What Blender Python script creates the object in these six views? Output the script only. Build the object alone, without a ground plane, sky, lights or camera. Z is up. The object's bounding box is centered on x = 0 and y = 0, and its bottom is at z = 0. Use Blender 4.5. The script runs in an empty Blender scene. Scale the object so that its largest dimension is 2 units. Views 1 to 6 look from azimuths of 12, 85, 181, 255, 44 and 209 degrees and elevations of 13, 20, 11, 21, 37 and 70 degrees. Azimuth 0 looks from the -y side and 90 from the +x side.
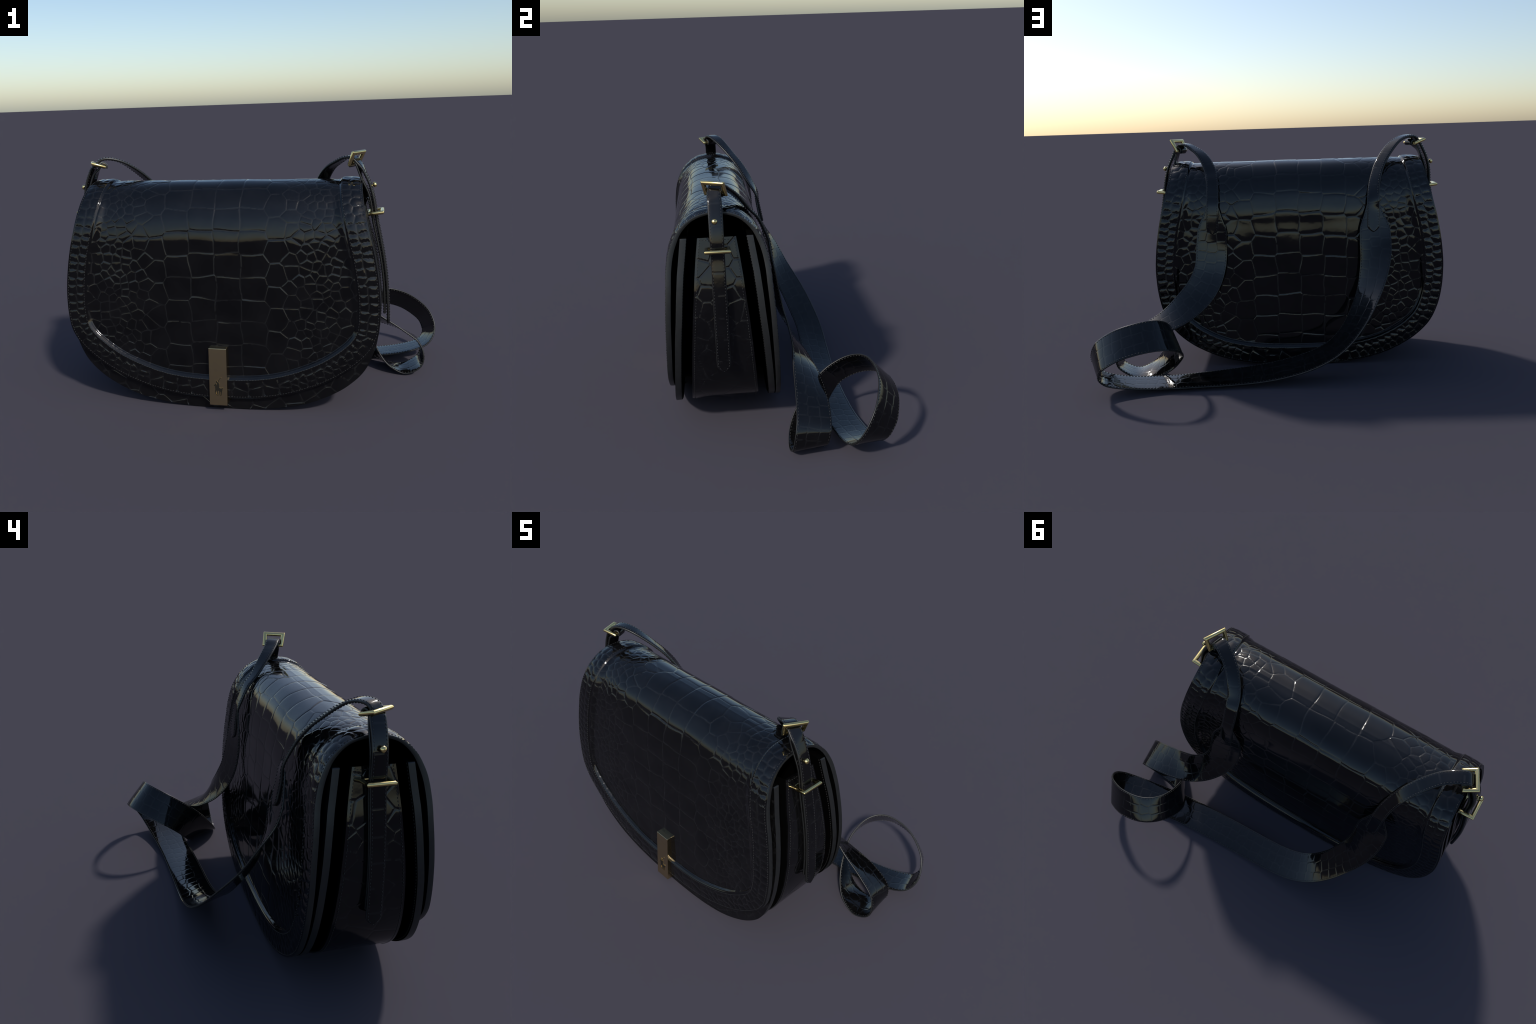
"""Black embossed-croc saddle bag with gold hardware and a long loose shoulder strap.

Frame: metres, z up.  The bag body is symmetric about x = XC and about y = YC.
"""
import bpy
import bmesh
import math
import numpy as np
from mathutils import Vector, Matrix

rng = np.random.default_rng(7)
XC, YC = -0.131, -0.273          # middle of the bag body
TRIM = 0.110                     # width of the trim band round the flap

# ------------------------------------------------------------------ helpers


def norm(a):
    return a / np.maximum(np.linalg.norm(a, axis=-1, keepdims=True), 1e-12)


def smooth01(t):
    t = np.clip(t, 0.0, 1.0)
    return t * t * (3 - 2 * t)


def catmull(points, per=24):
    """Centripetal Catmull-Rom through the points (any dimension)."""
    p = np.asarray(points, float)
    p = np.vstack([2 * p[0] - p[1], p, 2 * p[-1] - p[-2]])
    out = []
    for i in range(1, len(p) - 2):
        p0, p1, p2, p3 = p[i - 1], p[i], p[i + 1], p[i + 2]
        k = [0.0]
        for a, b in ((p0, p1), (p1, p2), (p2, p3)):
            k.append(k[-1] + max(np.linalg.norm(b - a), 1e-6) ** 0.5)
        t = np.linspace(k[1], k[2], per, endpoint=False)[:, None]
        a1 = (k[1] - t) / (k[1] - k[0]) * p0 + (t - k[0]) / (k[1] - k[0]) * p1
        a2 = (k[2] - t) / (k[2] - k[1]) * p1 + (t - k[1]) / (k[2] - k[1]) * p2
        a3 = (k[3] - t) / (k[3] - k[2]) * p2 + (t - k[2]) / (k[3] - k[2]) * p3
        b1 = (k[2] - t) / (k[2] - k[0]) * a1 + (t - k[0]) / (k[2] - k[0]) * a2
        b2 = (k[3] - t) / (k[3] - k[1]) * a2 + (t - k[1]) / (k[3] - k[1]) * a3
        out.append((k[2] - t) / (k[2] - k[1]) * b1 + (t - k[1]) / (k[2] - k[1]) * b2)
    out.append(p[-2][None])
    return np.vstack(out)


def arclen(p):
    return np.r_[0, np.cumsum(np.linalg.norm(np.diff(p, axis=0), axis=1))]


def resample(p, step=None, n=None, dims=None):
    s = arclen(p if dims is None else p[:, dims])
    n = n or max(2, int(round(s[-1] / step)) + 1)
    q = np.linspace(0, s[-1], n)
    return np.stack([np.interp(q, s, p[:, k]) for k in range(p.shape[1])], -1)


def voronoi(pts, seeds):
    """Distances to the nearest and second nearest seed, and the nearest seed."""
    f1, f2, idx = np.empty(len(pts)), np.empty(len(pts)), np.empty(len(pts), int)
    pts, seeds = pts.astype(np.float32), seeds.astype(np.float32)
    s2 = (seeds ** 2).sum(1)
    for a in range(0, len(pts), 20000):
        c = pts[a:a + 20000]
        d = (c ** 2).sum(1)[:, None] + s2 - 2 * c @ seeds.T
        i = d.argmin(1)
        r = np.arange(len(c))
        f1[a:a + 20000] = d[r, i]
        idx[a:a + 20000] = i
        d[r, i] = 9e9
        f2[a:a + 20000] = d.min(1)
    return np.sqrt(np.maximum(f1, 0)), np.sqrt(np.maximum(f2, 0)), idx


def wall_distance(pts, seeds):
    """Distance from the wall between scales, the scale, and the offset from its seed."""
    f1, f2, idx = voronoi(pts, seeds)
    return (f2 - f1) / 2, idx, pts - seeds[idx]


def groove_of(e, width):
    """-1 in the bottom of the groove, 0 on the scale."""
    return smooth01(e / width) - 1


def scale_relief(pts, seeds, groove):
    return groove_of(wall_distance(pts, seeds)[0], groove)


def scatter(x0, x1, y0, y1, radius, tries=9000):
    """Dart throwing with a radius that may vary over the plane."""
    pts = np.zeros((0, 2))
    for c in rng.uniform((x0, y0), (x1, y1), (tries, 2)):
        r = radius(*c)
        if r <= 0:
            continue
        if not len(pts) or ((pts - c) ** 2).sum(1).min() > r * r:
            pts = np.vstack([pts, c])
    return pts


def grid_normals(P):
    du, dv = np.gradient(P, axis=0), np.gradient(P, axis=1)
    return norm(np.cross(dv, du))


def grid_faces(nr, nc, closed=False):
    r, c = np.meshgrid(np.arange(nr - 1), np.arange(nc if closed else nc - 1), indexing="ij")
    a = r * nc + c
    b = r * nc + (c + 1) % nc
    return np.stack([a, b, b + nc, a + nc], -1).reshape(-1, 4)


def mesh_object(name, V, F, mat, parent, smooth=True, normals=None, kind=None, slots=None):
    V, F = np.asarray(V, float).reshape(-1, 3), np.asarray(F, int)
    used = np.unique(F)
    remap = np.full(len(V), -1)
    remap[used] = np.arange(len(used))
    V, F = V[used], remap[F]
    if normals is not None and len(F):      # faces wound to agree with the given normals
        nn = np.asarray(normals).reshape(-1, 3)[used]
        g = np.cross(V[F[:, 1]] - V[F[:, 0]], V[F[:, 2]] - V[F[:, 0]])
        if (g * nn[F[:, 0]]).sum() < 0:
            F = F[:, ::-1]
    me = bpy.data.meshes.new(name)
    me.vertices.add(len(V))
    me.vertices.foreach_set("co", V.astype(np.float32).ravel())
    k = F.shape[1]
    me.loops.add(F.size)
    me.loops.foreach_set("vertex_index", F.ravel().astype(np.int32))
    me.polygons.add(len(F))
    me.polygons.foreach_set("loop_start", (np.arange(len(F)) * k).astype(np.int32))
    me.polygons.foreach_set("use_smooth", np.full(len(F), smooth))
    for m in (mat if isinstance(mat, (list, tuple)) else [mat]):
        me.materials.append(m)
    if slots is not None:
        me.polygons.foreach_set("material_index", np.asarray(slots, np.int32))
    me.update(calc_edges=True)
    if normals is not None:
        me.normals_split_custom_set_from_vertices(np.asarray(normals).reshape(-1, 3)[used].tolist())
    ob = bpy.data.objects.new(name, me)
    bpy.context.collection.objects.link(ob)
    ob.parent = parent
    if kind:
        ob["kind"] = kind
    return ob


def bm_object(name, bm, mat, parent, smooth=False):
    me = bpy.data.meshes.new(name)
    bm.normal_update()
    bm.to_mesh(me)
    bm.free()
    for p in me.polygons:
        p.use_smooth = smooth
    me.materials.append(mat)
    ob = bpy.data.objects.new(name, me)
    bpy.context.collection.objects.link(ob)
    ob.parent = parent
    return ob


def empty(name, parent, at=(0, 0, 0)):
    ob = bpy.data.objects.new(name, None)
    bpy.context.collection.objects.link(ob)
    ob.location = at
    ob.parent = parent
    return ob


# ---------------------------------------------------------------- materials


def new_mat(name, colour, rough, metallic=0.0, spec=0.5):
    m = bpy.data.materials.new(name)
    m.use_nodes = True
    b = m.node_tree.nodes["Principled BSDF"]
    b.inputs["Base Color"].default_value = (*colour, 1)
    b.inputs["Roughness"].default_value = rough
    b.inputs["Metallic"].default_value = metallic
    b.inputs["Specular IOR Level"].default_value = spec
    return m, m.node_tree, b


def add_noise(tree, scale, detail=2.0):
    co = tree.nodes.new("ShaderNodeTexCoord")
    n = tree.nodes.new("ShaderNodeTexNoise")
    n.inputs["Scale"].default_value = scale
    n.inputs["Detail"].default_value = detail
    tree.links.new(co.outputs["Object"], n.inputs["Vector"])
    return n


def ramp(tree, source, lo, hi, a, b):
    r = tree.nodes.new("ShaderNodeValToRGB")
    r.color_ramp.elements[0].position, r.color_ramp.elements[1].position = lo, hi
    r.color_ramp.elements[0].color, r.color_ramp.elements[1].color = (*a, 1), (*b, 1)
    tree.links.new(source, r.inputs["Fac"])
    return r


def bump(tree, b, source, strength, distance):
    k = tree.nodes.new("ShaderNodeBump")
    k.inputs["Strength"].default_value = strength
    k.inputs["Distance"].default_value = distance
    tree.links.new(source, k.inputs["Height"])
    tree.links.new(k.outputs["Normal"], b.inputs["Normal"])


def leather_material(name, rough):
    m, t, b = new_mat(name, (0.005, 0.005, 0.0055), rough)
    n = add_noise(t, 9.0, 3.0)
    r = ramp(t, n.outputs["Fac"], 0.35, 0.7, (0.0026, 0.0026, 0.0028), (0.0052, 0.0051, 0.0055))
    t.links.new(r.outputs["Color"], b.inputs["Base Color"])
    f = add_noise(t, 20.0, 2.0)
    bump(t, b, f.outputs["Fac"], 0.05, 0.004)
    return m


LEATHER = leather_material("patent_croc_leather", 0.06)
STRAP = leather_material("patent_strap_leather", 0.065)
CREASE, _t, _b = new_mat("dull_crease_leather", (0.0077, 0.0077, 0.0081), 0.24)
_n = add_noise(_t, 30.0)
_r = ramp(_t, _n.outputs["Fac"], 0.3, 0.7, (0.0062, 0.0062, 0.0066), (0.0092, 0.0092, 0.0097))
_t.links.new(_r.outputs["Color"], _b.inputs["Base Color"])

STRAP_CREASE, _t, _b = new_mat("strap_crease_leather", (0.008, 0.008, 0.0084), 0.19)
_n = add_noise(_t, 30.0)
_r = ramp(_t, _n.outputs["Fac"], 0.3, 0.7, (0.0065, 0.0065, 0.007), (0.0095, 0.0095, 0.010))
_t.links.new(_r.outputs["Color"], _b.inputs["Base Color"])

EDGE, _t, _b = new_mat("edge_paint", (0.014, 0.0145, 0.0145), 0.38, spec=0.5)
_n = add_noise(_t, 60.0)
_r = ramp(_t, _n.outputs["Fac"], 0.3, 0.7, (0.012, 0.0125, 0.0125), (0.016, 0.0165, 0.0165))
_t.links.new(_r.outputs["Color"], _b.inputs["Base Color"])

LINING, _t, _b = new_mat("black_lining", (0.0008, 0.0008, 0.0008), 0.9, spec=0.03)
_n = add_noise(_t, 200.0)
bump(_t, _b, _n.outputs["Fac"], 0.1, 0.001)

THREAD, _t, _b = new_mat("black_thread", (0.022, 0.0215, 0.021), 0.4)
_n = add_noise(_t, 300.0)
bump(_t, _b, _n.outputs["Fac"], 0.2, 0.0006)

GOLD, _t, _b = new_mat("polished_gold", (0.86, 0.67, 0.29), 0.17, metallic=1.0)
_n = add_noise(_t, 40.0)
_r = ramp(_t, _n.outputs["Fac"], 0.3, 0.7, (0.15, 0.15, 0.15), (0.2, 0.2, 0.2))
_t.links.new(_r.outputs["Color"], _b.inputs["Roughness"])

BRUSHED, _t, _b = new_mat("brushed_gold", (0.68, 0.53, 0.29), 0.22, metallic=1.0)
_n = add_noise(_t, 700.0, 1.0)
bump(_t, _b, _n.outputs["Fac"], 0.06, 0.0006)

DARKGOLD, _t, _b = new_mat("engraved_bronze", (0.014, 0.011, 0.006), 0.5, metallic=0.2)
_n = add_noise(_t, 200.0)
bump(_t, _b, _n.outputs["Fac"], 0.1, 0.0005)

# ------------------------------------------------------------------ the bag

bag = empty("shoulder_bag", None, (XC, YC, 0.0))
bag["label"] = "glossy black croc-embossed leather saddle bag with gold hardware"
bag["category"] = "handbag"
ORIGIN = np.array([XC, YC, 0.0])


def put(V):
    """World coordinates -> coordinates of the bag empty."""
    return np.asarray(V, float) - ORIGIN


# half depth of the saddle flap by height (outer face), top to bottom
FLAP_DEPTH = [(1.178, 0), (1.173, .05), (1.158, .10), (1.137, .136), (1.109, .168), (1.083, .190), (1.045, .211),
              (1.01, .226), (.974, .236), (.93, .244), (.89, .249), (.83, .253), (.78, .257), (.68, .264), (.57, .269),
              (.45, .2745), (.35, .279), (.25, .283), (.15, .287), (.0, .292)]
# outline of the side, half width by height
SIDE = [(1.178, .724), (1.10, .737), (1.05, .747), (.94, .771), (.835, .796), (.72, .815), (.60, .826)]
FRONT_BOTTOM = [(.49, .823), (.41, .808), (.34, .767), (.27, .694), (.198, .588), (.139, .458), (.10, .335), (.079, .22),
                (.070, .10), (.068, 0)]
BACK_BOTTOM = [(.54, .826), (.443, .818), (.34, .795), (.24, .747), (.16, .668), (.105, .582), (.055, .468), (.022, .33),
               (.007, .20), (.002, .10), (.001, 0)]

_dep = catmull(np.array(FLAP_DEPTH))
_dep_s = arclen(_dep)


def flap_depth(z):
    return np.interp(-np.asarray(z), -_dep[:, 0], _dep[:, 1])


def flap_run(z):
    """Arc length from the ridge of the flap down to height z."""
    return np.interp(-np.asarray(z), -_dep[:, 0], _dep_s)


def outline(bottom, top=1.178, step=0.0037):
    """(z, w) down one side, evenly spaced along the curved rim."""
    zw = catmull(np.array([p for p in SIDE if p[0] <= top + 1e-6] + bottom))
    if top < 1.178:
        zw = np.vstack([[top, np.interp(-top, -catmull(np.array(SIDE))[:, 0], catmull(np.array(SIDE))[:, 1])], zw])
    zw[:, 1] = np.maximum(zw[:, 1], 0)
    run = flap_run(zw[:, 0])
    q = np.column_stack([zw, run])
    s = arclen(np.column_stack([zw[:, 1], run]))
    n = int(s[-1] / step) + 1
    t = np.linspace(0, s[-1], n)
    return np.column_stack([np.interp(t, s, q[:, k]) for k in range(3)])      # z, w, run


def stitches(name, path, normal, parent, inset=0.0, period=0.0145, dash=0.009, radius=0.00125, lift=0.0005):
    """Row of short rounded thread dashes along a path."""
    s = arclen(path)
    n = max(1, int(s[-1] / period))
    V, F = [], []
    for i in range(n):
        a = (i + 0.2) * s[-1] / n
        b = a + dash
        if b > s[-1]:
            break
        q = np.array([a, a + dash * .2, (a + b) / 2, b - dash * .2, b])
        c = np.stack([np.interp(q, s, path[:, k]) for k in range(3)], -1)
        nn = norm(np.stack([np.interp(q, s, normal[:, k]) for k in range(3)], -1))
        tt = norm(np.gradient(c, axis=0))
        bb = np.cross(tt, nn)
        rad = radius * np.array([.45, .95, 1, .95, .45])
        up = np.array([-.8, .2, .5, .2, -.8]) * radius
        base = len(V) * 1
        ring = []
        for j in range(5):
            for k in range(6):
                an = k * math.pi / 3
                ring.append(c[j] + nn[j] * (up[j] + lift + rad[j] * math.sin(an)) + bb[j] * rad[j] * math.cos(an))
        base = sum(len(v) for v in V)
        V.append(np.array(ring))
        F.append(grid_faces(5, 6, closed=True) + base)
    if V:
        return mesh_object(name, put(np.vstack(V)), np.vstack(F), THREAD, parent, kind="stuff")


# ------------------------------------------------ saddle flap (front, top, back)

front, back = outline(FRONT_BOTTOM), outline(BACK_BOTTOM)
rows = np.vstack([np.column_stack([front, -np.ones(len(front))])[::-1][:-1], np.column_stack([back, np.ones(len(back))])])
rows[0, 1] = rows[-1, 1] = 0.004
NR, NC = len(rows), 461
S = np.linspace(-1, 1, NC)
X = rows[:, 1:2] * S
RUN = np.repeat(rows[:, 2:3] * rows[:, 3:4], NC, 1)
base = np.stack([XC + X, YC + np.repeat((flap_depth(rows[:, 0]) * rows[:, 3])[:, None], NC, 1),
                 np.repeat(rows[:, 0:1], NC, 1)], -1)
prof = np.column_stack([flap_depth(rows[:, 0]) * rows[:, 3], rows[:, 0]])
tang = norm(np.gradient(prof, axis=0))
rown = np.column_stack([np.zeros(NR), -tang[:, 1], tang[:, 0]])
rown *= np.sign((rown[:, 1:] * (prof - [0, 0.6])).sum(1))[:, None]
NRM = np.repeat(rown[:, None], NC, 1)

# distance from the rim, and place along the rim, in the unrolled sheet
rim = np.column_stack([rows[:, 1], rows[:, 2] * rows[:, 3]])
rim_t = arclen(rim)
half = NC // 2
right = np.column_stack([X[:, half:].ravel(), RUN[:, half:].ravel()]).astype(np.float32)
dist, place = np.empty(len(right)), np.empty(len(right))
for a in range(0, len(right), 20000):
    c = right[a:a + 20000]
    d = (c ** 2).sum(1)[:, None] + (rim ** 2).sum(1) - 2 * c @ rim.T.astype(np.float32)
    i = d.argmin(1)
    dist[a:a + 20000] = np.sqrt(np.maximum(d[np.arange(len(c)), i], 0))
    place[a:a + 20000] = rim_t[i]
nh = NC - half
dist, place = dist.reshape(NR, nh), place.reshape(NR, nh)
D = np.concatenate([dist[:, :0:-1], dist], 1)
T = np.concatenate([place[:, :0:-1], place], 1)
Tside = np.where(X < 0, -T, T)

# seeds of the embossed scales on the panel: big squares mid, pebbles at the flanks
seeds = []
cell, row_h = 0.134, 0.118
run_f, run_b = rows[0, 2], rows[-1, 2]
for col in range(-3, 3):
    xx = (col + 0.5) * cell - .006
    sag = {0.5: 0.0, 1.5: .014, 2.5: .040}[abs(col + .5)]
    for first, side, end in ((.895, -1, run_f), (.830, 1, run_b)):
        r0 = flap_run(first) + sag + rng.uniform(-.008, .008)
        r0 -= row_h * math.floor((r0 - .055) / row_h)
        for j in range(12):
            r = r0 + j * row_h
            if r < end + .1:
                seeds.append((xx + rng.normal(0, .004), side * r + rng.normal(0, .004)))


def pebble(x, y):
    a = abs(x)
    if a < 3 * cell - 0.015:
        return 0
    return np.interp(a, [.37, .41, .47, .56, .63, .72, .82], [.056, .045, .034, .030, .038, .054, .06])


squares = np.array(seeds)
pebbles = scatter(-.85, .85, -run_f - .05, run_b + .05, pebble, 26000)
cloud = rng.uniform((-.9, -run_f - .1), (.9, run_b + .1), (60000, 2))
for _ in range(2):                       # round the pebbles: each seed to the middle of its cell
    _, _, own = voronoi(cloud, np.vstack([squares, pebbles]))
    own = own - len(squares)
    ok = own >= 0
    cnt = np.bincount(own[ok], minlength=len(pebbles))
    for k in (0, 1):
        mean = np.bincount(own[ok], weights=cloud[ok, k], minlength=len(pebbles)) / np.maximum(cnt, 1)
        pebbles[:, k] = np.where(cnt > 3, .35 * pebbles[:, k] + .65 * mean, pebbles[:, k])
seeds = np.vstack([squares, pebbles])
P2 = np.column_stack([X.ravel(), RUN.ravel()])
wob = 0.006 * np.column_stack([np.sin(P2[:, 1] * 31 + 3 * np.sin(P2[:, 0] * 17)), np.sin(P2[:, 0] * 29 + 2 * np.sin(P2[:, 1] * 23))])
flank = smooth01((np.abs(P2[:, 0]) - .36) / .06)
pe, pid, poff = wall_distance(P2 + wob * .6, seeds)
tilt = rng.normal(0, .0045, (len(seeds), 2))
lift = rng.normal(0, .0003, len(seeds))
panel_h = groove_of(pe, .0045)
flat = (poff * tilt[pid]).sum(1) + lift[pid]
panel = ((0.0010 - 0.0001 * flank) * panel_h + (0.0003 + 0.0002 * flank) * groove_of(pe, .018) + flat * (1 + panel_h)).reshape(NR, NC)
crease = (panel_h < -.66).reshape(NR, NC)

# scales of the trim band: wavy rows across the band, long bars at the bottom middle
tseeds = []
t_end = rim_t[-1]
t_top = np.interp(0, rim[:, 1], rim_t)
for side in (-1, 1):
    t = 0.03
    while t < t_end:
        from_tip = min(t, t_end - t)
        long_bar = from_tip < 0.36
        step = .085 if long_bar else .047
        if abs(t - t_top) < .12:
            step = .062
        ph = rng.uniform(-.006, .006)
        for k, d in enumerate((.030, .085) if long_bar else ((.022, .058, .094) if from_tip < .75 else (.030, .083))):
            tseeds.append((side * (t + ph + rng.normal(0, .005) + (.010 if k % 2 else 0)), d + rng.normal(0, .004)))
        t += step * rng.uniform(.88, 1.12)
tseeds = np.array(tseeds)
Q2 = np.column_stack([Tside.ravel(), D.ravel()])
mask = Q2[:, 1] < TRIM + .004
band_h, band_p = np.zeros(len(Q2)), np.zeros(len(Q2))
be = wall_distance(Q2[mask] * [1.0, .8], tseeds * [1.0, .8])[0]
band_h[mask] = groove_of(be, .0055)
band_p[mask] = groove_of(be, .019)
crease &= D > TRIM
crease |= ((band_h < -.75).reshape(NR, NC)) & (D < TRIM - .008) & (D > .012)
band = (0.0012 * band_h + 0.0019 * band_p).reshape(NR, NC)

u = D / TRIM
in_band = D < TRIM
bulge = (.0065 + .004 * (1 - smooth01((np.abs(RUN) - .05) / .25))) * np.clip(1 - np.abs(2 * np.clip(u, 0, 1) ** 1.25 - 1) ** 2.4, 0, 1)
fade = smooth01((D - .003) / .014)
seam = np.exp(-((D - TRIM) / .0045) ** 2)
# the panel lies lower than the band round it
at_top = 1 - smooth01((np.abs(RUN) - .08) / .30)
wide_slope = .009 + .032 * smooth01((np.abs(X) - .38) / .18) * smooth01((base[..., 2] - .42) / .25)
sink = -(.0008 + .0125 * (1 - at_top) - .0012 * smooth01((-RUN - .55) / .35)) * smooth01((D - TRIM) / wide_slope)
sink -= .003 * at_top * np.exp(-((D - TRIM - .02) / .03) ** 2)
height = np.where(in_band, bulge + band * fade * smooth01((TRIM - D - .004) / .022), panel * smooth01((D - TRIM) / .008) + sink)
height = height - 0.0025 * seam + 0.0012 * np.exp(-((D - TRIM + .011) / .007) ** 2)
low = np.sin(X * 9.0 + 1.0) * np.sin(RUN * 7.0 + .5) + 0.6 * np.sin(X * 17 + RUN * 11)
height += 0.0009 * low * smooth01((D - TRIM) / .05)
outer = base + NRM * height[..., None]
outer_n = grid_normals(outer)
if (outer_n * NRM).sum() < 0:
    outer_n = -outer_n
F = grid_faces(NR, NC)
if (np.cross(outer.reshape(-1, 3)[F[:, 1]] - outer.reshape(-1, 3)[F[:, 0]], outer.reshape(-1, 3)[F[:, 3]] - outer.reshape(-1, 3)[F[:, 0]]) * outer_n.reshape(-1, 3)[F[:, 0]]).sum() < 0:
    F = F[:, ::-1]
fd = D.ravel()[F].mean(1)
fcrease = crease.ravel()[F].sum(1) >= 2
flap = mesh_object("saddle_flap", put(outer), F[(fd >= TRIM) & ~fcrease], LEATHER, bag, normals=outer_n)
trim = mesh_object("flap_trim", put(outer), F[(fd < TRIM) & ~fcrease], LEATHER, bag, normals=outer_n)
mesh_object("scale_crease", put(outer), F[(fd >= TRIM) & fcrease], CREASE, flap, normals=outer_n, kind="stuff")
mesh_object("scale_crease", put(outer), F[(fd < TRIM) & fcrease], CREASE, trim, normals=outer_n, kind="stuff")

THICK = 0.024
inner = base - NRM * (THICK - .011 * (1 - smooth01((np.abs(RUN) - .10) / .22)))[..., None]
sub_r = np.unique(np.r_[np.arange(0, NR, 5), NR - 1])
sub_c = np.unique(np.r_[np.arange(0, NC, 12), NC - 1])
G = inner[np.ix_(sub_r, sub_c)]
mesh_object("flap_lining", put(G), grid_faces(len(sub_r), len(sub_c)), LINING, flap)

# the grey painted cut edge all round the flap
loop_o = np.vstack([outer[:, -1], outer[-1, ::-1][1:-1], outer[::-1, 0], outer[0, 1:-1]])
loop_i = np.vstack([inner[:, -1], inner[-1, ::-1][1:-1], inner[::-1, 0], inner[0, 1:-1]])


def edge_strip(name, lo, li, parent, bulge_out=0.0015, mid=None, dark=None):
    mid = mid if mid is not None else np.array([XC, YC, .6])
    c = (lo + li) / 2
    t = norm(np.roll(c, -1, 0) - np.roll(c, 1, 0))
    out = norm(np.cross(t, lo - li))
    out *= np.where((out * (c - mid)).sum(1, keepdims=True) < 0, -1, 1)
    ring = [lo + .0004 * out, lo * .8 + li * .2 + out * bulge_out, lo * .2 + li * .8 + out * bulge_out, li]
    V = np.stack(ring, 0)
    n = len(lo)
    f = []
    for k in range(3):
        a = np.arange(n) + k * n
        b = (np.arange(n) + 1) % n + k * n
        f.append(np.stack([a, b, b + n, a + n], -1))
    f = np.vstack(f)
    if dark is not None:
        mesh_object("panel_top", put(V.reshape(-1, 3)), f[np.tile(dark, 3)], LINING, parent)
        f = f[~np.tile(dark, 3)]
    return mesh_object(name, put(V.reshape(-1, 3)), f, EDGE, parent)


edge_strip("cut_edge", loop_o, loop_i, flap)


def rim_line(inset, lift=0.0):
    """Polyline on the flap surface at a given distance from the rim, right side."""
    pts, nrm = [], []
    for i in range(NR):
        d = D[i, half:]
        if d.max() < inset:
            continue
        j = np.interp(inset, d[::-1], np.arange(len(d))[::-1])
        k = np.arange(len(d))
        pts.append([np.interp(j, k, outer[i, half:, m]) for m in range(3)])
        nrm.append([np.interp(j, k, outer_n[i, half:, m]) for m in range(3)])
    return np.array(pts), norm(np.array(nrm))


for inset, nm in ((.0085, "rim_stitching"), (TRIM - .0105, "seam_stitching")):
    p, n = rim_line(inset)
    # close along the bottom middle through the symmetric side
    full, fn = [], []
    for s in (1, -1):
        q, m = p.copy(), n.copy()
        if s < 0:
            q[:, 0] = 2 * XC - q[:, 0]
            m[:, 0] *= -1
        stitches(nm, q, m, trim)

# ------------------------------------------------------- front and back panels

PANEL_TOP = 1.058
PANEL_DEPTH = np.array([(1.06, .172), (.989, .182), (.887, .197), (.78, .208), (.675, .217), (.567, .228), (.449, .237),
                        (.347, .245), (.19, .256), (0, .265)])


def panel_depth(z):
    return np.interp(-np.asarray(z), -PANEL_DEPTH[:, 0], PANEL_DEPTH[:, 1])


prow = outline(BACK_BOTTOM, PANEL_TOP, step=0.0055)
prow[-1, 1] = .004
pn, pc = len(prow), 301
PS = np.linspace(-1, 1, pc)
big = scatter(-.9, .9, -.05, 1.15, lambda x, y: .062 if abs(x) > .38 else .095, 5000)
for sgn, nm in ((-1, "front_panel"), (1, "back_panel")):
    px = prow[:, 1:2] * PS
    pz = np.repeat(prow[:, 0:1], pc, 1)
    rel = scale_relief(np.column_stack([px.ravel(), pz.ravel()]), big, .006).reshape(pn, pc)
    dep = panel_depth(prow[:, 0])[:, None]
    rim_fade = smooth01((1 - np.abs(PS)) / .05)[None] * smooth01((prow[:, 0:1] - .0) / .02)
    out = np.stack([XC + px, YC + sgn * (dep + .0013 * rel * rim_fade), pz], -1)
    inn = np.stack([XC + px, YC + sgn * (dep - .030) + 0 * px, pz], -1)
    f = grid_faces(pn, pc)
    fo = f if sgn < 0 else f[:, ::-1]
    on = grid_normals(out)
    on = on if (on[..., 1] * sgn).sum() > 0 else -on
    deep = (rel.ravel()[fo] < -.7).sum(1) >= 2
    ob = mesh_object(nm, put(out), fo[~deep], LEATHER, bag, normals=on)
    mesh_object("scale_crease", put(out), fo[deep], CREASE, ob, normals=on, kind="stuff")
    mesh_object("panel_lining", put(inn), f[:, ::-1] if sgn < 0 else f, LINING, ob)
    lo = np.vstack([out[:, -1], out[-1, ::-1][1:-1], out[::-1, 0], out[0, 1:-1]])
    li = np.vstack([inn[:, -1], inn[-1, ::-1][1:-1], inn[::-1, 0], inn[0, 1:-1]])
    edge_strip("panel_edge", lo, li, ob, .0008, mid=np.array([XC, YC + sgn * .24, .55]), dark=(lo[:, 2] > PANEL_TOP - .003) & (np.abs(lo[:, 0] - XC) < .737))
    for s in (1, -1):
        st = np.column_stack([XC + s * (prow[:, 1] - .011), YC + sgn * (panel_depth(prow[:, 0]) - .0305), prow[:, 0]])
        st = st[prow[:, 1] > .12]
        stitches("panel_stitching", st, np.tile([0, -sgn, 0.0], (len(st), 1)), ob)

# ----------------------------------------------------------------- gusset

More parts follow.
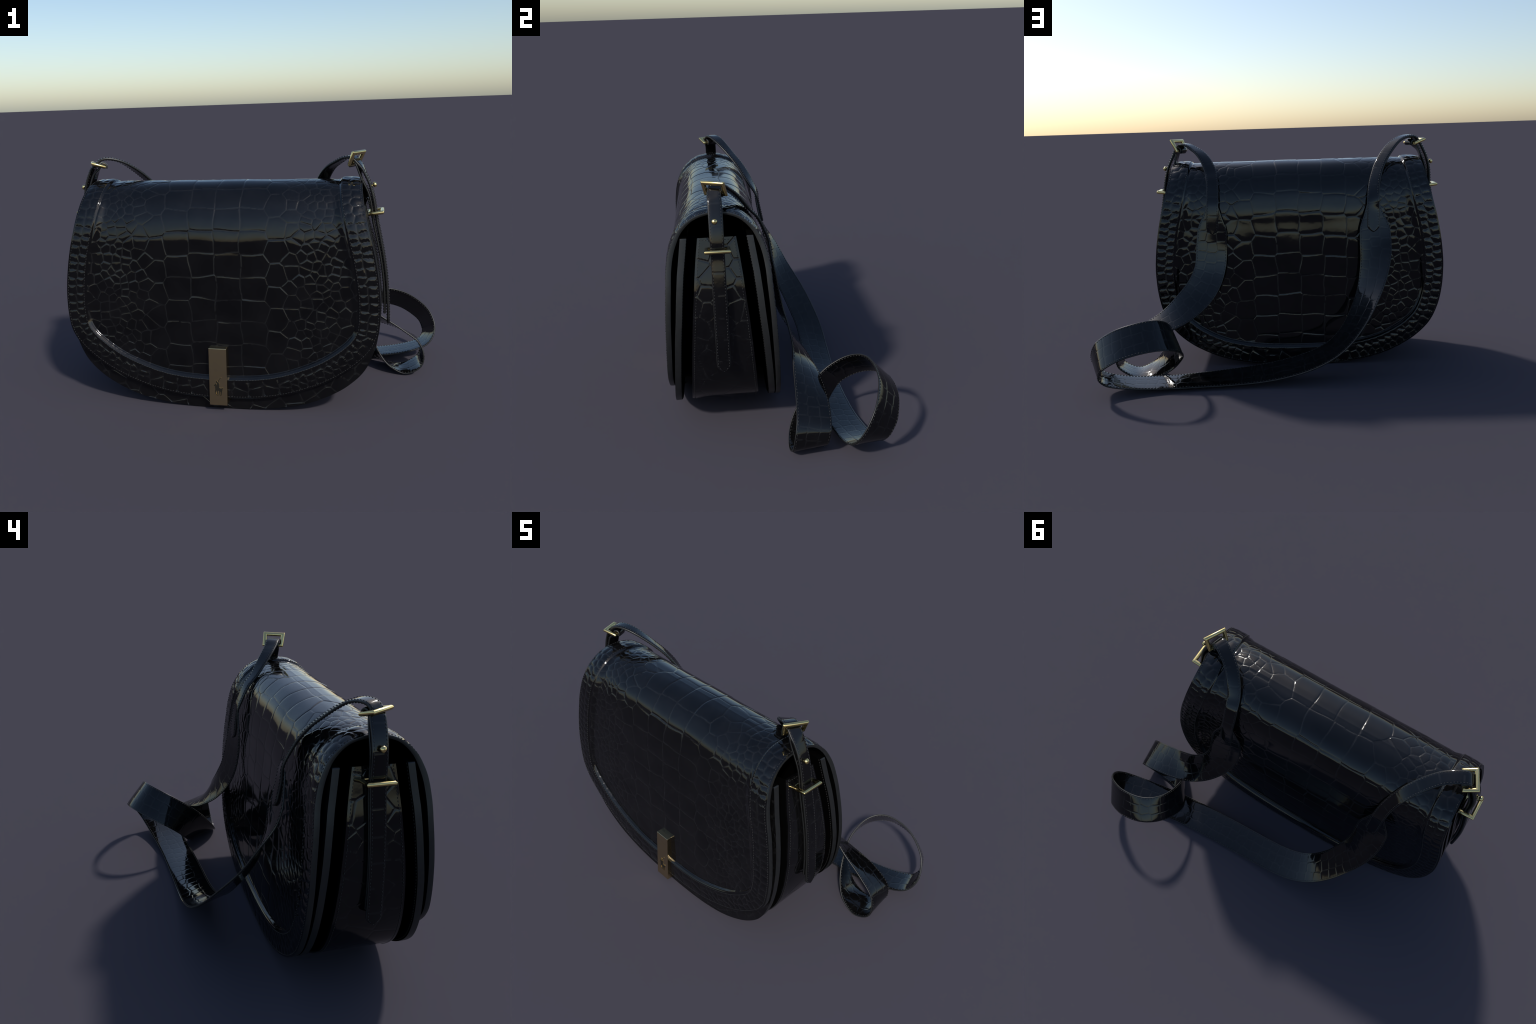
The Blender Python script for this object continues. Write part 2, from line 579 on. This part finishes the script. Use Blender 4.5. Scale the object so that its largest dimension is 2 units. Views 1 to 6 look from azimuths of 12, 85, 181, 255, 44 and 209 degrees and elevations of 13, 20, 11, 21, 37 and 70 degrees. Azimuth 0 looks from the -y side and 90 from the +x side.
GUSSET = np.array([(1.06, .091), (.97, .104), (.88, .115), (.774, .125), (.67, .136), (.52, .148), (.395, .157), (.16, .172), (0, .178)])
grow = outline(BACK_BOTTOM, PANEL_TOP, step=0.008)
gp = np.vstack([np.column_stack([grow[:, 1], grow[:, 0]]), np.column_stack([-grow[:, 1], grow[:, 0]])[::-1][1:]])
gp = resample(gp, step=.0045)
gt = norm(np.gradient(gp, axis=0))
gn = np.column_stack([-gt[:, 1], gt[:, 0]])
gn *= np.sign((gn * (gp - [0, .55])).sum(1))[:, None]          # outward in the x-z plane
gw = np.interp(-gp[:, 1], -GUSSET[:, 0], GUSSET[:, 1])
gl = arclen(gp)
pd = panel_depth(gp[:, 1]) - .030


def sweep(cols):
    """cols: list of (y array, outward offset array) -> grid of points."""
    out = []
    for y, o in cols:
        q = gp + gn * np.broadcast_to(o, len(gp))[:, None]
        out.append(np.column_stack([XC + q[:, 0], np.broadcast_to(YC + y, len(gp)), q[:, 1]]))
    return np.stack(out, 1)


gc = 61
gs = np.linspace(-1, 1, gc)
gseeds = scatter(-.2, .2, -.05, gl[-1] + .05, lambda x, y: .056 if (.19 < min(y, gl[-1] - y) < .36) else (.085 if min(y, gl[-1] - y) < .6 else .11), 6000)
GX, GL = gw[:, None] * gs, np.repeat(gl[:, None], gc, 1)
grel = scale_relief(np.column_stack([GX.ravel(), GL.ravel()]), gseeds, .0045).reshape(len(gp), gc)
gfade = smooth01((1 - np.abs(gs)) / .12)
outg = sweep([(gw * gs[k], .0012 * grel[:, k] * gfade[k] - .002 + .002 * gfade[k]) for k in range(gc)])
f = grid_faces(len(gp), gc)
gnorm = grid_normals(outg)
gnorm = gnorm if (gnorm[..., 0] * (outg[..., 0] - XC)).sum() > 0 else -gnorm
deep = ((grel < -.74) & (np.abs(gs) < .97)[None]).ravel()[f].sum(1) >= 2
gus = mesh_object("side_gusset", put(outg), f[~deep], LEATHER, bag, normals=gnorm)
mesh_object("scale_crease", put(outg), f[deep], CREASE, gus, normals=gnorm, kind="stuff")
edge = [(-gw, -.002), (-gw - .0005, -.008), (-gw + .002, -.013)]
for s in (1, -1):
    e = sweep([(s * y * -1, o) for y, o in edge])
    mesh_object("gusset_edge", put(e), grid_faces(len(gp), 3), LEATHER, gus)
    deep_in = .145 if s > 0 else .115
    fold = sweep([(s * (gw - .0015), -.012), (s * (gw - .003), -.060), (s * (gw - .003), -deep_in), (s * (gw * .5 + pd * .5), -deep_in - .006), (s * pd, -deep_in)])
    mesh_object("gusset_fold", put(fold), grid_faces(len(gp), 5), LINING, gus)
    # stitching on the visible part of the strip
    p = sweep([(s * (gw - .012), .0005)])[:, 0]
    n3 = np.column_stack([gn[:, 0], np.zeros(len(gp)), gn[:, 1]])
    stitches("gusset_stitching", p, n3, gus)
# close the top ends of the strip and give the body a dark inside
for k in (0, -1):
    a = outg[k]
    b = outg[k] - np.column_stack([gn[k, 0], 0, gn[k, 1]]) * .012
    V = np.vstack([a, b])
    mesh_object("gusset_edge", put(V), grid_faces(2, gc), LEATHER, gus)
    ys = np.linspace(-.078, .078, 20)
    sx = 1 if k == 0 else -1
    top = np.column_stack([np.full(20, XC + sx * (gp[0, 0] + .0025)), YC + ys, np.full(20, PANEL_TOP - .012)])
    stitches("gusset_stitching", top, np.tile([sx * .98, 0, .2], (20, 1)), gus)

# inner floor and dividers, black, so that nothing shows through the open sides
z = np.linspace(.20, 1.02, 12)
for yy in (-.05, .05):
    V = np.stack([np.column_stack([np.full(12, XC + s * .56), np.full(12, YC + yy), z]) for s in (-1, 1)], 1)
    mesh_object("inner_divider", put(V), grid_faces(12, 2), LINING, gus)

# ------------------------------------------------------------------- ribbons


def ribbon(name, stations, parent, thick, width, step=.008, cols=14, seeds_step=.062, depth=.0009, tips=(None, None),
           push=None, stitch=(.0075,), period=.02, stitch_name="strap_stitching", stitch_range=(0, 1)):
    """Flat leather strap.  stations: (centre, width direction[, width])."""
    rows_ = np.array([[*s[0], *s[1], (s[2] if len(s) > 2 else width)] for s in stations], float)
    c = catmull(rows_, 16)
    c = resample(c, step=step, dims=[0, 1, 2])
    for _ in range(2):
        c[1:-1] = .25 * c[:-2] + .5 * c[1:-1] + .25 * c[2:]
    C, W = c[:, :3], c[:, 6]
    if push is not None:
        C = push(C)
    tg = norm(np.gradient(C, axis=0))
    wd = c[:, 3:6]
    wd = norm(wd - tg * (wd * tg).sum(1, keepdims=True))
    nr = np.cross(tg, wd)
    L = arclen(C)
    Wl = W.copy()
    s_from = [L, L[-1] - L]
    shiftL = np.zeros((len(C),))
    # pointed ends: the half width follows an ogive over tip_len
    for k, tip in enumerate(tips):
        if tip:
            q = np.clip(s_from[k] / tip, 0, 1)
            Wl = Wl * (0.06 + 0.94 * np.sin(q * math.pi / 2) ** .75)
    u = np.linspace(-1, 1, cols)
    hw = Wl[:, None] / 2
    e = thick * .28
    # rounded section: face columns pulled in a little from the true edge
    face = u[None] * np.maximum(hw - e * .6, hw * .3)
    sd = []
    L_end = L[-1]
    ns = int(L_end / seeds_step) + 1
    nx = max(1, int(round(width / seeds_step)))
    wav = .006 * np.sin(np.arange(ns * 3) * 1.7)
    for i in range(ns):
        for k in range(nx):
            sd.append(((k + .5 - nx / 2) * width / nx + rng.normal(0, .003), i * seeds_step + rng.normal(0, .004) + (k % 2) * .008))
    rel = scale_relief(np.column_stack([face.ravel(), np.repeat(L, cols)]), np.array(sd), .0042).reshape(len(C), cols)
    fade_ = smooth01((1 - np.abs(u)) / .25)
    crown = thick * .10 * (1 - np.abs(u) ** 4)
    hgt = thick / 2 * (1 - .16 * np.abs(u) ** 8) + depth * rel * fade_ + crown - thick * .05
    top = C[:, None] + wd[:, None] * face[..., None] + nr[:, None] * hgt[..., None]
    bot = C[:, None] + wd[:, None] * face[..., None] - nr[:, None] * hgt[..., None]
    er = C + wd * Wl[:, None] / 2
    el = C - wd * Wl[:, None] / 2
    q = thick * .30
    ring = np.concatenate([top, (er + nr * q)[:, None], (er - nr * q)[:, None], bot[:, ::-1], (el - nr * q)[:, None], (el + nr * q)[:, None]], 1)
    m = ring.shape[1]
    f = grid_faces(len(C), m, closed=True)
    col = np.tile(np.arange(m), len(C) - 1)
    slot = np.isin(col, [cols - 1, cols, cols + 1, m - 3, m - 2, m - 1]).astype(int)
    line = np.zeros((len(C), m), bool)
    line[:, :cols] = (rel < -.72) & (np.abs(u) < .93)
    line[:, cols + 2:2 * cols + 2] = line[:, :cols][:, ::-1]
    slot[(line.ravel()[f].sum(1) >= 2) & (slot == 0)] = 2
    caps = []
    for r in (0, len(C) - 1):
        o = r * m
        for k in range(cols - 1):
            caps.append([o + k, o + k + 1, o + m - 4 - k, o + m - 3 - k] if False else [o + k, o + k + 1, o + 2 * cols + 1 - (k + 1), o + 2 * cols + 1 - k])
    V = ring.reshape(-1, 3)
    f = np.vstack([f, np.array(caps)])
    slot = np.r_[slot, np.ones(len(caps), int)]
    ob = mesh_object(name, put(V), f[:, ::-1], [STRAP, EDGE, STRAP_CREASE], parent, slots=slot)
    for ins in stitch:
        a, b = int(len(C) * stitch_range[0]), int(len(C) * stitch_range[1])
        for sgn in (1, -1):
            for fs in (1, -1):
                p = C + wd * (sgn * (Wl / 2 - ins))[:, None] + nr * fs * (thick / 2 * .98)
                ok = np.zeros(len(C), bool)
                ok[a:b] = True
                ok &= Wl > width * .35
                stitches(stitch_name, p[ok], fs * nr[ok], ob, period=period, dash=period * .62, radius=.0013)
    return ob, C, wd, nr


def push_from_bag(clear):
    """Keep a strap that hangs on the back of the bag clear of the leather."""
    def f(C):
        C = C.copy()
        z = np.clip(C[:, 2], 0, 1.177)
        surf = YC + flap_depth(z) + clear
        k = np.where((C[:, 2] > .3) & (C[:, 2] < 1.10), 1.0, 0.0)
        target = np.where(k > 0, np.maximum(C[:, 1], surf), C[:, 1])
        d = target - C[:, 1]
        for _ in range(12):
            d[1:-1] = np.maximum(d[1:-1], .25 * d[:-2] + .5 * d[1:-1] + .25 * d[2:])
        for _ in range(25):
            d[1:-1] = .25 * d[:-2] + .5 * d[1:-1] + .25 * d[2:]
        C[:, 1] += d
        return C
    return f


# the wide strap: leaves the bag at the back right, falls into a small curl and a
# big loop on the ground, then runs along the ground and climbs to the back left
WIDE = [
    ((.353, -.010, .945), (-1, -.10, 0), .064),
    ((.356, -.006, .885), (-1, -.12, 0), .105),
    ((.360, .000, .815), (-.98, -.15, 0), .158),
    ((0.364, 0.008, 0.724), (-0.97, -0.20, -0.01)),
    ((0.377, 0.033, 0.593), (-0.95, -0.14, -0.28)),
    ((0.424, 0.078, 0.486), (-0.85, 0.12, -0.52)),
    ((0.512, 0.123, 0.395), (-0.66, 0.49, -0.58)),
    ((0.635, 0.145, 0.314), (-0.37, 0.83, -0.42)),
    ((0.791, 0.149, 0.240), (-0.11, 0.96, -0.26)),
    ((0.886, 0.142, 0.179), (-0.06, 0.98, -0.18)),
    ((0.913, 0.129, 0.114), (-0.10, 0.99, -0.08)),
    ((0.893, 0.118, 0.052), (-0.11, 0.99, 0.05)),
    ((0.836, 0.113, 0.016), (-0.04, 1.00, 0.05)),
    ((0.747, 0.119, 0.023), (0.05, 0.98, -0.21)),
    ((0.655, 0.153, 0.078), (-0.08, 0.82, -0.56)),
    ((0.580, 0.220, 0.169), (-0.33, 0.61, -0.72)),
    ((0.545, 0.303, 0.247), (-0.42, 0.51, -0.75)),
    ((0.559, 0.394, 0.303), (-0.38, 0.51, -0.77)),
    ((0.613, 0.471, 0.335), (-0.32, 0.56, -0.76)),
    ((0.696, 0.513, 0.336), (-0.28, 0.62, -0.73)),
    ((0.809, 0.521, 0.306), (-0.26, 0.65, -0.71)),
    ((0.907, 0.493, 0.248), (-0.28, 0.68, -0.68)),
    ((0.956, 0.450, 0.177), (-0.38, 0.76, -0.53)),
    ((0.952, 0.412, 0.112), (-0.41, 0.86, -0.30)),
    ((0.900, 0.384, 0.067), (-0.33, 0.94, -0.12)),
    ((0.769, 0.353, 0.037), (-0.21, 0.98, -0.05)),
    ((0.598, 0.324, 0.025), (-0.13, 0.99, -0.06)),
    ((0.420, 0.307, 0.027), (-0.08, 0.99, -0.11)),
    ((0.235, 0.298, 0.037), (-0.06, 0.98, -0.19)),
    ((0.060, 0.295, 0.056), (-0.06, 0.97, -0.25)),
    ((-0.109, 0.294, 0.093), (-0.11, 0.96, -0.26)),
    ((-0.252, 0.285, 0.147), (-0.24, 0.95, -0.18)),
    ((-0.359, 0.256, 0.220), (-0.41, 0.91, -0.05)),
    ((-0.448, 0.204, 0.330), (-0.57, 0.82, 0.06)),
    ((-0.516, 0.136, 0.458), (-0.72, 0.69, 0.07)),
    ((-0.555, 0.085, 0.597), (-0.89, 0.43, 0.06)),
    ((-0.565, 0.033, 0.735), (-1.00, 0.07, 0.01)),
    ((-0.563, 0.017, 0.800), (-1.00, 0.02, 0.01), .165),
    ((-0.560, 0.003, 0.875), (-1.00, 0.02, 0.01), .108),
    ((-0.558, -0.005, 0.940), (-1.00, 0.02, 0.01), .064),
]
ribbon("shoulder_strap", WIDE, bag, .009, .175, step=.0036, cols=64, seeds_step=.058, depth=.0005, push=push_from_bag(.011), period=.0165)

# narrow straps: from the pointed tab on the gusset up through the slider, over the
# ring and down to the wide strap at the back
MIRROR = 2 * XC


def lower_tab(xz, mirror):
    return [((x if not mirror else MIRROR - x, YC, z), (0, 1, 0)) for x, z in xz]


TAB = [(.728, .412), (.726, .50), (.722, .588), (.716, .67), (.702, .78), (.684, .88), (.668, .962), (.660, 1.014)]
right_up = TAB + [(.654, 1.053), (.644, 1.102), (.627, 1.159), (.603, 1.21)]
left_up = TAB + [(.660, 1.058), (.655, 1.119), (.645, 1.161), (.631, 1.20), (.611, 1.24)]
NARROW_R = lower_tab(right_up, False) + [
    ((.575, -.274, 1.256), (.25, .97, 0)),
    ((.551, -.268, 1.281), (.30, .95, 0)),
    ((0.512, -0.251, 1.283), (0.42, 0.91, -0.01)),
    ((0.465, -0.224, 1.258), (0.59, 0.81, -0.05)),
    ((0.428, -0.196, 1.232), (0.72, 0.69, -0.06)),
    ((0.399, -0.165, 1.198), (0.82, 0.56, -0.08)),
    ((0.374, -0.129, 1.152), (0.91, 0.40, -0.08)),
    ((0.359, -0.095, 1.104), (0.97, 0.25, -0.05)),
    ((0.352, -0.060, 1.053), (0.99, 0.15, 0.01)),
    ((0.351, -0.034, 0.996), (0.99, 0.10, 0.03)),
    ((0.353, -0.014, 0.929), (0.99, 0.08, 0.02)),
    ((0.356, -0.002, 0.859), (0.99, 0.08, 0.02)),
    ((0.358, 0.004, 0.782), (0.99, 0.08, 0.02)),
]
NARROW_L = lower_tab(left_up, True) + [
    ((-0.847, -0.279, 1.272), (-0.33, 0.94, 0.10)),
    ((-0.832, -0.273, 1.288), (-0.33, 0.94, 0.01)),
    ((-0.813, -0.264, 1.296), (-0.35, 0.94, -0.05)),
    ((-0.778, -0.247, 1.295), (-0.41, 0.91, -0.07)),
    ((-0.734, -0.222, 1.280), (-0.53, 0.85, -0.06)),
    ((-0.693, -0.191, 1.250), (-0.67, 0.74, -0.07)),
    ((-0.647, -0.147, 1.201), (-0.77, 0.63, -0.08)),
    ((-0.611, -0.105, 1.150), (-0.80, 0.60, -0.03)),
    ((-0.586, -0.069, 1.094), (-0.82, 0.57, 0.03)),
    ((-0.567, -0.033, 1.028), (-0.90, 0.43, 0.04)),
    ((-0.558, 0.001, 0.959), (-0.98, 0.20, 0.01)),
    ((-0.556, 0.012, 0.884), (-1.00, -0.00, -0.01)),
    ((-0.555, 0.032, 0.775), (-0.99, 0.03, -0.01)),
]


def push_narrow(C):
    """Clear of the bag, and riding on top of the wide strap lower down."""
    a = push_from_bag(.014)(C)
    n_back = int(len(C) * .62)
    k = smooth01((1.02 - C[:, 2]) / .08) * (np.arange(len(C)) > n_back)
    b = push_from_bag(.0225)(C)
    out = a * (1 - k[:, None]) + b * k[:, None]
    out[:n_back] = C[:n_back]
    return out


for st in (NARROW_R, NARROW_L):
    ribbon("strap_end", st, bag, .014, .068, step=.0045, cols=24, seeds_step=.11, depth=.0004, tips=(.035, .035), push=push_narrow, period=.015)

# inner layer of the side strap: from the gusset up, rolled round the inner bar of the ring
INNER_R = [(.7085, .475), (.707, .588), (.701, .669), (.686, .78), (.666, .88), (.649, .962), (.642, 1.022), (.635, 1.066), (.620, 1.115), (.593, 1.170)]
INNER_L = [(.7085, .475), (.707, .588), (.701, .669), (.686, .78), (.666, .88), (.650, .962), (.645, 1.030), (.637, 1.095), (.624, 1.149), (.605, 1.198)]


def rolled_layer(xz, mirror, bar_a, bar_b, start):
    bar_a, bar_b = np.array(bar_a), np.array(bar_b)
    mid, ax = (bar_a + bar_b) / 2, norm(bar_b - bar_a)
    st = lower_tab(xz, mirror)
    out = np.array([1.0 if not mirror else -1.0, 0, 0])
    out = norm(out - ax * (out @ ax))
    up = np.cross(ax, out)
    if up[2] < 0:
        up = -up
    r = .0175
    for an in np.radians([start, start + 55, start + 110, start + 165, start + 220]):
        st.append((tuple(mid + out * r * math.cos(an) + up * r * math.sin(an)), tuple(ax)))
    return st


# ------------------------------------------------------------------ hardware


def bar_ring(name, corners, parent, half_w=.0105, half_h=.0095, mat=None):
    """Rectangular ring with mitred corners and a chamfered section."""
    c = np.array(corners, float)
    m = c.mean(0)
    nrm = norm(np.cross(c[1] - c[0], c[3] - c[0]))
    sec = [(1, .45), (.45, 1), (-.45, 1), (-1, .45), (-1, -.45), (-.45, -1), (.45, -1), (1, -.45)]
    V = []
    for i in range(4):
        a, b = norm(c[i - 1] - c[i]), norm(c[(i + 1) % 4] - c[i])
        inward = (a + b) / max(np.sqrt(max(1 - (a @ b) ** 2, .05)), .3)
        for s, t in sec:
            V.append(c[i] - inward * s * half_w + nrm * t * half_h)
    k = len(sec)
    f = []
    for i in range(4):
        j = (i + 1) % 4
        for q in range(k):
            f.append([i * k + q, i * k + (q + 1) % k, j * k + (q + 1) % k, j * k + q])
    bm = bmesh.new()
    vs = [bm.verts.new(v) for v in put(V)]
    for q in f:
        bm.faces.new([vs[x] for x in q])
    bmesh.ops.recalc_face_normals(bm, faces=bm.faces)
    bmesh.ops.bevel(bm, geom=list(bm.edges), offset=.0022, segments=2, profile=.5, affect="EDGES")
    ob = bm_object(name, bm, mat or GOLD, parent, smooth=True)
    return ob


def inset_corners(c, d):
    c = np.array(c, float)
    out = []
    for i in range(4):
        a, b = norm(c[i - 1] - c[i]), norm(c[(i + 1) % 4] - c[i])
        out.append(c[i] + (a + b) * d)
    return np.array(out)


RING_R = inset_corners([(.549, -.331, 1.315), (.604, -.227, 1.315), (.570, -.212, 1.245), (.526, -.316, 1.245)], .0085)
RING_L = inset_corners([(-.844, -.346, 1.279), (-.897, -.244, 1.276), (-.833, -.212, 1.252), (-.781, -.314, 1.256)], .0085)
for ring, mirror, xz, start in ((RING_R, False, INNER_R, 20), (RING_L, True, INNER_L, 0)):
    bar_ring("buckle_ring", ring, bag)
    st = rolled_layer(xz, mirror, ring[3], ring[2], start)
    ribbon("strap_loop", st, bag, .012, .066, step=.0045, cols=20, seeds_step=.11, depth=.0003, period=.015, stitch_range=(0, .78))
    sx = -1 if mirror else 1

    def mx(x):
        return MIRROR - x if mirror else x
    bar_ring("slider_ring", [(mx(.692), -.324, 1.011), (mx(.692), -.221, 1.011), (mx(.622), -.221, 1.002), (mx(.622), -.324, 1.002)], bag)
    # stud: neck, flared foot and domed head, axis square to the strap
    ax = np.array([sx * .94, 0, .34])
    b0 = np.array([mx(.632), -.279, 1.138])
    if mirror:
        b0 = np.array([mx(.651), -.276, 1.136])
    profile = [(0, .010), (.006, .010), (.009, .0065), (.014, .006), (.0165, .009), (.018, .0125), (.0235, .0138), (.029, .0125), (.0325, .0085), (.034, .001)]
    s1 = norm(np.cross(ax, [0, 1, 0]))
    s2 = np.cross(ax, s1)
    V = [b0 + ax * d + r * (s1 * math.cos(a) + s2 * math.sin(a)) for d, r in profile for a in np.linspace(0, 2 * math.pi, 25)[:-1]]
    mesh_object("stud", put(V), grid_faces(len(profile), 24, closed=True), GOLD, bag)

# ------------------------------------------------------------------- clasp

CW = .0475
face_top, face_bot = np.array([0, -.5675, .341]), np.array([0, -.5885, .037])
bm = bmesh.new()
depth_v = np.array([0, .060, .004])
quad = [(-CW, face_top), (CW, face_top), (CW, face_bot), (-CW, face_bot)]
fv = [bm.verts.new(put(np.array([XC + x, 0, 0]) + p)) for x, p in quad]
bv = [bm.verts.new(put(np.array([XC + x, 0, 0]) + p + depth_v)) for x, p in quad]
bm.faces.new(fv)
bm.faces.new(bv[::-1])
for i in range(4):
    bm.faces.new([fv[i], bv[i], bv[(i + 1) % 4], fv[(i + 1) % 4]])
bmesh.ops.recalc_face_normals(bm, faces=bm.faces)
bmesh.ops.bevel(bm, geom=list(bm.edges), offset=.0022, segments=3, profile=.5, affect="EDGES")
clasp = bm_object("clasp", bm, BRUSHED, bag)

# rider-on-horse mark engraved low on the clasp: limbs as tapered capsules (in mm on the face)
MARK = [  # x0, y0, r0, x1, y1, r1
    (-9, 4, 6.5, 9, -2, 8.0), (-9, 5, 6.0, -12, 16, 3.6), (-12, 16, 3.4, -19, 12, 1.9), (-11, 19, .8, -10, 22, .6),
    (-1, 8, 5.0, -1, 19, 4.6), (-1, 19, 4.2, -7, 24, 2.6), (-8, 26, 2.6, -8.2, 27, 2.4), (-2, 20, 1.6, 3, 31, .9),
    (3, 31, .9, 10, 38, .9), (9, 37, 1.5, 11.5, 39.5, 1.4), (-2, 6, 2.8, -5, -7, 2.0), (-11, 1, 3.0, -15, -10, 1.7),
    (-15, -10, 1.6, -9, -19, 1.3), (-7, 0, 3.0, -4, -12, 1.6), (-4, -12, 1.5, -3, -21, 1.3), (9, -3, 4.0, 5, -12, 1.8),
    (5, -12, 1.6, 8, -21, 1.3), (13, -4, 4.0, 15, -13, 1.8), (15, -13, 1.6, 12, -21, 1.3), (16, 2, 2.0, 19, 6, 1.0), (19, 6, 1.1, 18, -4, .8)]
up = norm(face_top - face_bot)
rt = np.array([1.0, 0, 0])
nf = np.cross(rt, up)
nf = nf if nf[1] < 0 else -nf
mark_at = np.array([XC + .001, 0, 0]) + face_bot + up * .087


def capsule_prisms(grow, h, name, mat):
    V, F3 = [], []
    for i, (x0, y0, r0, x1, y1, r1) in enumerate(MARK):
        a, b = np.array([x0 * 1.15e-3, y0 * 1.6e-3]), np.array([x1 * 1.15e-3, y1 * 1.6e-3])
        r0, r1 = r0 * 1.15e-3 + grow, r1 * 1.15e-3 + grow
        d = b - a
        th = math.atan2(d[1], d[0])
        o = [a + r0 * np.array([math.cos(t), math.sin(t)]) for t in np.linspace(th + math.pi / 2, th + 1.5 * math.pi, 9)]
        o += [b + r1 * np.array([math.cos(t), math.sin(t)]) for t in np.linspace(th - math.pi / 2, th + math.pi / 2, 9)]
        hh = h + i * 1.2e-5
        k0 = len(V)
        n = len(o)
        for lev in (-.001, hh):
            for q in o:
                V.append(mark_at + rt * q[0] + up * q[1] + nf * lev)
        V.append(mark_at + rt * (a + b)[0] / 2 + up * (a + b)[1] / 2 + nf * hh)
        for j in range(n):
            j2 = (j + 1) % n
            F3 += [[k0 + j, k0 + j2, k0 + n + j2], [k0 + j, k0 + n + j2, k0 + n + j], [k0 + n + j, k0 + n + j2, k0 + 2 * n]]
    return mesh_object(name, put(V), np.array(F3), mat, clasp, smooth=False)


capsule_prisms(.0015, .00060, "rider_emblem_rim", GOLD)
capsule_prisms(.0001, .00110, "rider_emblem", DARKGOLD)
# small lock plate under the flap, behind the clasp
bm = bmesh.new()
bmesh.ops.create_cube(bm, size=1)
for v in bm.verts:
    v.co = Vector((v.co.x * .080, v.co.y * .030 - .262, v.co.z * .10 + .115))
bmesh.ops.bevel(bm, geom=list(bm.edges), offset=.002, segments=2, profile=.5, affect="EDGES")
bm_object("lock_plate", bm, BRUSHED, clasp)
